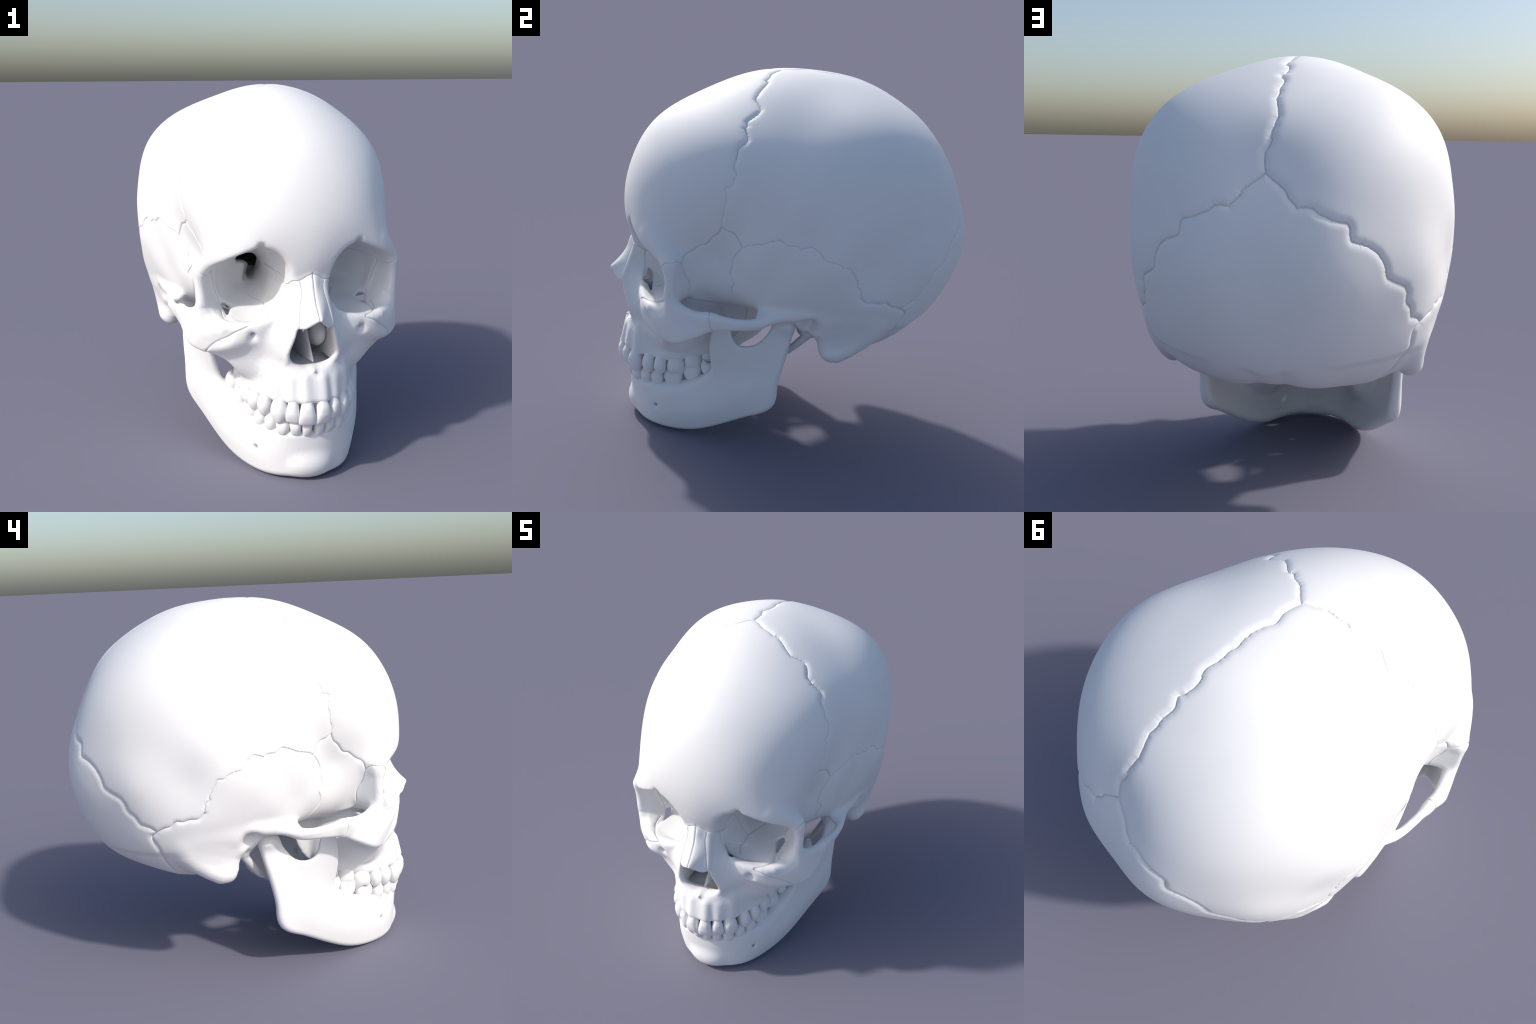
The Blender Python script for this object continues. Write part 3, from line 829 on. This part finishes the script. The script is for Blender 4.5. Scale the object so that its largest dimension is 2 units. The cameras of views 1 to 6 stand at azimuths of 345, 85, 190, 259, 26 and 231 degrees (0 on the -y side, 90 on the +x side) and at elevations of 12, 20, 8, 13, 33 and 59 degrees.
# =====================================================================
#  TEETH: lofted crowns. s = 0 at the gum, 1 at the biting edge
# =====================================================================
PROFILE = {   # (s, half width, half depth) relative to the tooth's own size
    "incisor": [(-0.3, 0.40, 0.40), (0.0, 0.58, 0.75), (0.25, 0.75, 0.98), (0.6, 0.95, 0.72), (0.85, 1.0, 0.42), (0.96, 0.97, 0.25), (1.0, 0.90, 0.12)],
    "canine": [(-0.3, 0.40, 0.40), (0.0, 0.64, 0.75), (0.3, 0.87, 1.0), (0.55, 1.0, 0.90), (0.8, 0.78, 0.62), (0.94, 0.45, 0.40), (1.0, 0.18, 0.15)],
    "premolar": [(-0.3, 0.45, 0.40), (0.0, 0.78, 0.86), (0.25, 0.92, 0.97), (0.5, 1.0, 1.0), (0.75, 0.88, 0.92), (0.92, 0.62, 0.75), (1.0, 0.38, 0.55)],
    "molar": [(-0.3, 0.60, 0.50), (0.0, 0.80, 0.86), (0.25, 0.95, 0.97), (0.5, 1.0, 1.0), (0.75, 0.98, 0.96), (0.92, 0.86, 0.82), (1.0, 0.72, 0.68)],
    "lower_front": [(-0.3, 0.30, 0.2), (0.0, 0.64, 0.5), (0.2, 0.78, 0.85), (0.5, 0.80, 0.9), (0.8, 0.97, 0.55), (0.95, 1.0, 0.3), (1.0, 0.92, 0.15)],
    "lower_premolar": [(-0.3, 0.25, 0.3), (0.0, 0.6, 0.6), (0.2, 0.72, 0.95), (0.5, 1.0, 1.0), (0.75, 0.95, 0.92), (0.92, 0.68, 0.72), (1.0, 0.40, 0.5)],
    "lower_molar": [(-0.3, 0.40, 0.4), (0.0, 0.62, 0.7), (0.2, 0.84, 0.96), (0.5, 1.0, 1.0), (0.75, 1.0, 0.96), (0.92, 0.88, 0.82), (1.0, 0.74, 0.68)],
}


def tooth(kind, profile, place, gum, edge, half_w, half_d, lean, cusp):
    """place = (x, y) of the outer face; lean = outward tilt of the biting edge; cusp = height of cusps"""
    prof = np.array(PROFILE[profile])
    rings, segs = 15, 28
    S = np.concatenate([np.linspace(-0.3, 0.85, 11), [0.91, 0.955, 0.985, 1.0]])
    W, D = np.interp(S, prof[:, 0], prof[:, 1]), np.interp(S, prof[:, 0], prof[:, 2])
    W[1:-2] = (W[:-3] + 2 * W[1:-2] + W[2:-1]) / 4
    th = np.linspace(0, 2 * np.pi, segs, endpoint=False)
    ex = 0.78
    cx, cy = np.sign(np.cos(th)) * np.abs(np.cos(th)) ** ex, np.sign(np.sin(th)) * np.abs(np.sin(th)) ** ex
    length = edge - gum
    verts = []
    for s, w, d in zip(S, W, D):
        bite = max(0.0, (s - 0.55) / 0.45)
        wave = cusp * bite * (np.abs(cx) ** 1.5 * 1.0 - 0.55) * np.sign(length)       # two cusps fore and aft, groove between
        back = half_d * (1 - d) * (0.4 if s > 0.5 else 0.9)                          # outer face curves in towards both ends
        for x, y, c in zip(cx, cy, wave):
            verts.append((x * half_w * w, (y - 1) * half_d * (0.3 + 0.7 * d) - back, gum + s * length + c))
    verts.append((0, -half_d, gum - 0.3 * length))
    verts.append((0, -half_d * 0.9, edge - 0.5 * cusp * np.sign(length) - (0.12 * length if cusp else 0)))
    V = np.array(verts)
    # taper the inner (tongue) side so front teeth become blades: y = 0 is the outer face
    out = np.zeros_like(V)
    n, (px, py) = lean["normal"], place
    t = np.array([-n[1], n[0]])
    tip = (V[:, 2] - gum) / length
    off = V[:, 1] + lean["tilt"] * (tip - 0.5) - 0.012 * (np.clip(tip, 0, 1) - 0.5) ** 2 * 4
    out[:, 0] = px + t[0] * V[:, 0] + n[0] * off
    out[:, 1] = py + t[1] * V[:, 0] + n[1] * off
    out[:, 2] = V[:, 2]
    faces = []
    for i in range(rings - 1):
        for j in range(segs):
            a, b = i * segs + j, i * segs + (j + 1) % segs
            faces.append((a, b, b + segs, a + segs))
    for j in range(segs):
        faces.append((rings * segs, (j + 1) % segs, j))
        faces.append((rings * segs + 1, (rings - 1) * segs + j, (rings - 1) * segs + (j + 1) % segs))
    return out, faces


#        kind, profile, outer face (x, y), gum z, edge z, half width, half depth, tilt, cusp
TEETH_UP = [
    ("incisor", "incisor", (0.047, -0.933), 0.450, 0.332, 0.043, 0.034, 0.0, 0),
    ("incisor", "incisor", (0.122, -0.897), 0.450, 0.340, 0.037, 0.032, 0.0, 0),
    ("canine", "canine", (0.187, -0.845), 0.455, 0.324, 0.044, 0.040, 0.0, 0),
    ("premolar", "premolar", (0.240, -0.762), 0.452, 0.345, 0.036, 0.045, 0.0, 0.0),
    ("premolar", "premolar", (0.274, -0.692), 0.452, 0.352, 0.035, 0.046, 0.0, 0.0),
    ("molar", "molar", (0.294, -0.603), 0.455, 0.362, 0.049, 0.054, 0.0, 0.034),
    ("molar", "molar", (0.300, -0.505), 0.490, 0.392, 0.048, 0.054, 0.0, 0.034),
    ("molar", "molar", (0.294, -0.420), 0.512, 0.425, 0.040, 0.048, 0.0, 0.03),
]
TEETH_LOW = [
    ("incisor", "lower_front", (0.035, -0.896), 0.244, 0.350, 0.030, 0.032, 0.02, 0),
    ("incisor", "lower_front", (0.098, -0.878), 0.245, 0.350, 0.033, 0.032, 0.02, 0),
    ("canine", "lower_premolar", (0.160, -0.838), 0.245, 0.352, 0.036, 0.036, 0.0, 0),
    ("premolar", "lower_premolar", (0.211, -0.781), 0.256, 0.362, 0.034, 0.038, 0.0, 0),
    ("premolar", "lower_premolar", (0.251, -0.714), 0.258, 0.368, 0.037, 0.040, 0.0, 0),
    ("molar", "lower_molar", (0.284, -0.623), 0.276, 0.378, 0.053, 0.050, 0.0, 0.016),
    ("molar", "lower_molar", (0.312, -0.516), 0.322, 0.420, 0.050, 0.050, 0.0, 0.016),
    ("molar", "lower_molar", (0.340, -0.428), 0.372, 0.460, 0.044, 0.048, 0.0, 0.016),
]


def set_teeth(row, parent, push):
    places = np.array([t[2] for t in row])
    line = np.vstack([places[0] * (-1, 1), places, 2 * places[-1] - places[-2]])
    for i, (kind, profile, place, gum, edge, hw, hd, tilt, cusp) in enumerate(row):
        t = line[i + 2] - line[i]
        n = np.array([t[1], -t[0]]) / np.linalg.norm(t)
        n = n if n @ (place[0], place[1] + 0.5) > 0 else -n
        place = np.array(place) + n * push[i]
        V, F = tooth(kind, profile, place, gum, edge, hw * 1.04, hd, {"normal": n, "tilt": tilt}, cusp)
        for side in (1, -1):
            X = V * (side, 1, 1)
            ob = add_mesh(kind, X, F, ENAMEL, parent[0 if side > 0 else 1])
            bm = bmesh.new()
            bm.from_mesh(ob.data)
            bmesh.ops.recalc_face_normals(bm, faces=bm.faces)
            bm.to_mesh(ob.data)
            bm.free()


# =====================================================================
#  INSIDE THE NOSE: septum and side shells
# =====================================================================
def septum():
    edge = [(-0.835, 0.632), (-0.62, 0.60), (-0.42, 0.60), (-0.30, 0.84), (-0.50, 0.90), (-0.66, 0.90), (-0.70, 0.82), (-0.76, 0.72)]
    pts = np.array(edge)
    c = pts.mean(0)
    bm = bmesh.new()
    ring = lambda x, s: [bm.verts.new((x + 0.012 * math.sin(6 * p[0]), *(c + (p - c) * s))) for p in pts]
    loops = [ring(-0.006, 0.5), ring(-0.006, 0.93), ring(0.0, 1.0), ring(0.006, 0.93), ring(0.006, 0.5)]
    for a, b in zip(loops[:-1], loops[1:]):
        for i in range(len(pts)):
            j = (i + 1) % len(pts)
            bm.faces.new((a[i], a[j], b[j], b[i]))
    bm.faces.new(loops[0][::-1])
    bm.faces.new(loops[-1])
    bmesh.ops.recalc_face_normals(bm, faces=bm.faces)
    me = bpy.data.meshes.new("vomer")
    bm.to_mesh(me)
    bm.free()
    V = np.array([v.co for v in me.vertices])
    F = [tuple(p.vertices) for p in me.polygons]
    return V, F


add_mesh("vomer", *septum(), BONE)


def shell(side):
    """scroll-shaped bone hanging from the side wall of the nose"""
    th, ph = np.meshgrid(np.linspace(0, np.pi, 25), np.linspace(0, 2 * np.pi, 40, endpoint=False), indexing="ij")
    sag = 1 + 0.18 * np.cos(ph - 4.0)
    x = 0.090 + 0.052 * np.sin(th) * np.cos(ph) * sag
    y = -0.60 - 0.155 * np.cos(th)
    z = 0.765 + 0.098 * np.sin(th) * np.sin(ph) * sag + 0.05 * (y + 0.60)
    V = np.stack([side * x, y, z], -1).reshape(-1, 3)
    F = []
    for i in range(24):
        for j in range(40):
            a, b = i * 40 + j, i * 40 + (j + 1) % 40
            F.append((a, b, b + 40, a + 40)[::side])
    return V, np.array(F)


for side in (1, -1):
    add_mesh("nasal_concha", *shell(side), BONE)

set_teeth(TEETH_UP, (bones["maxilla"], bones["maxilla+"]), (0.006, 0.008, 0.012, 0.016, 0.018, 0.018, 0.016, 0.012))
set_teeth(TEETH_LOW, (jaw_ob, jaw_ob), (0.004, 0.004, 0.006, 0.008, 0.009, 0.010, 0.010, 0.006))
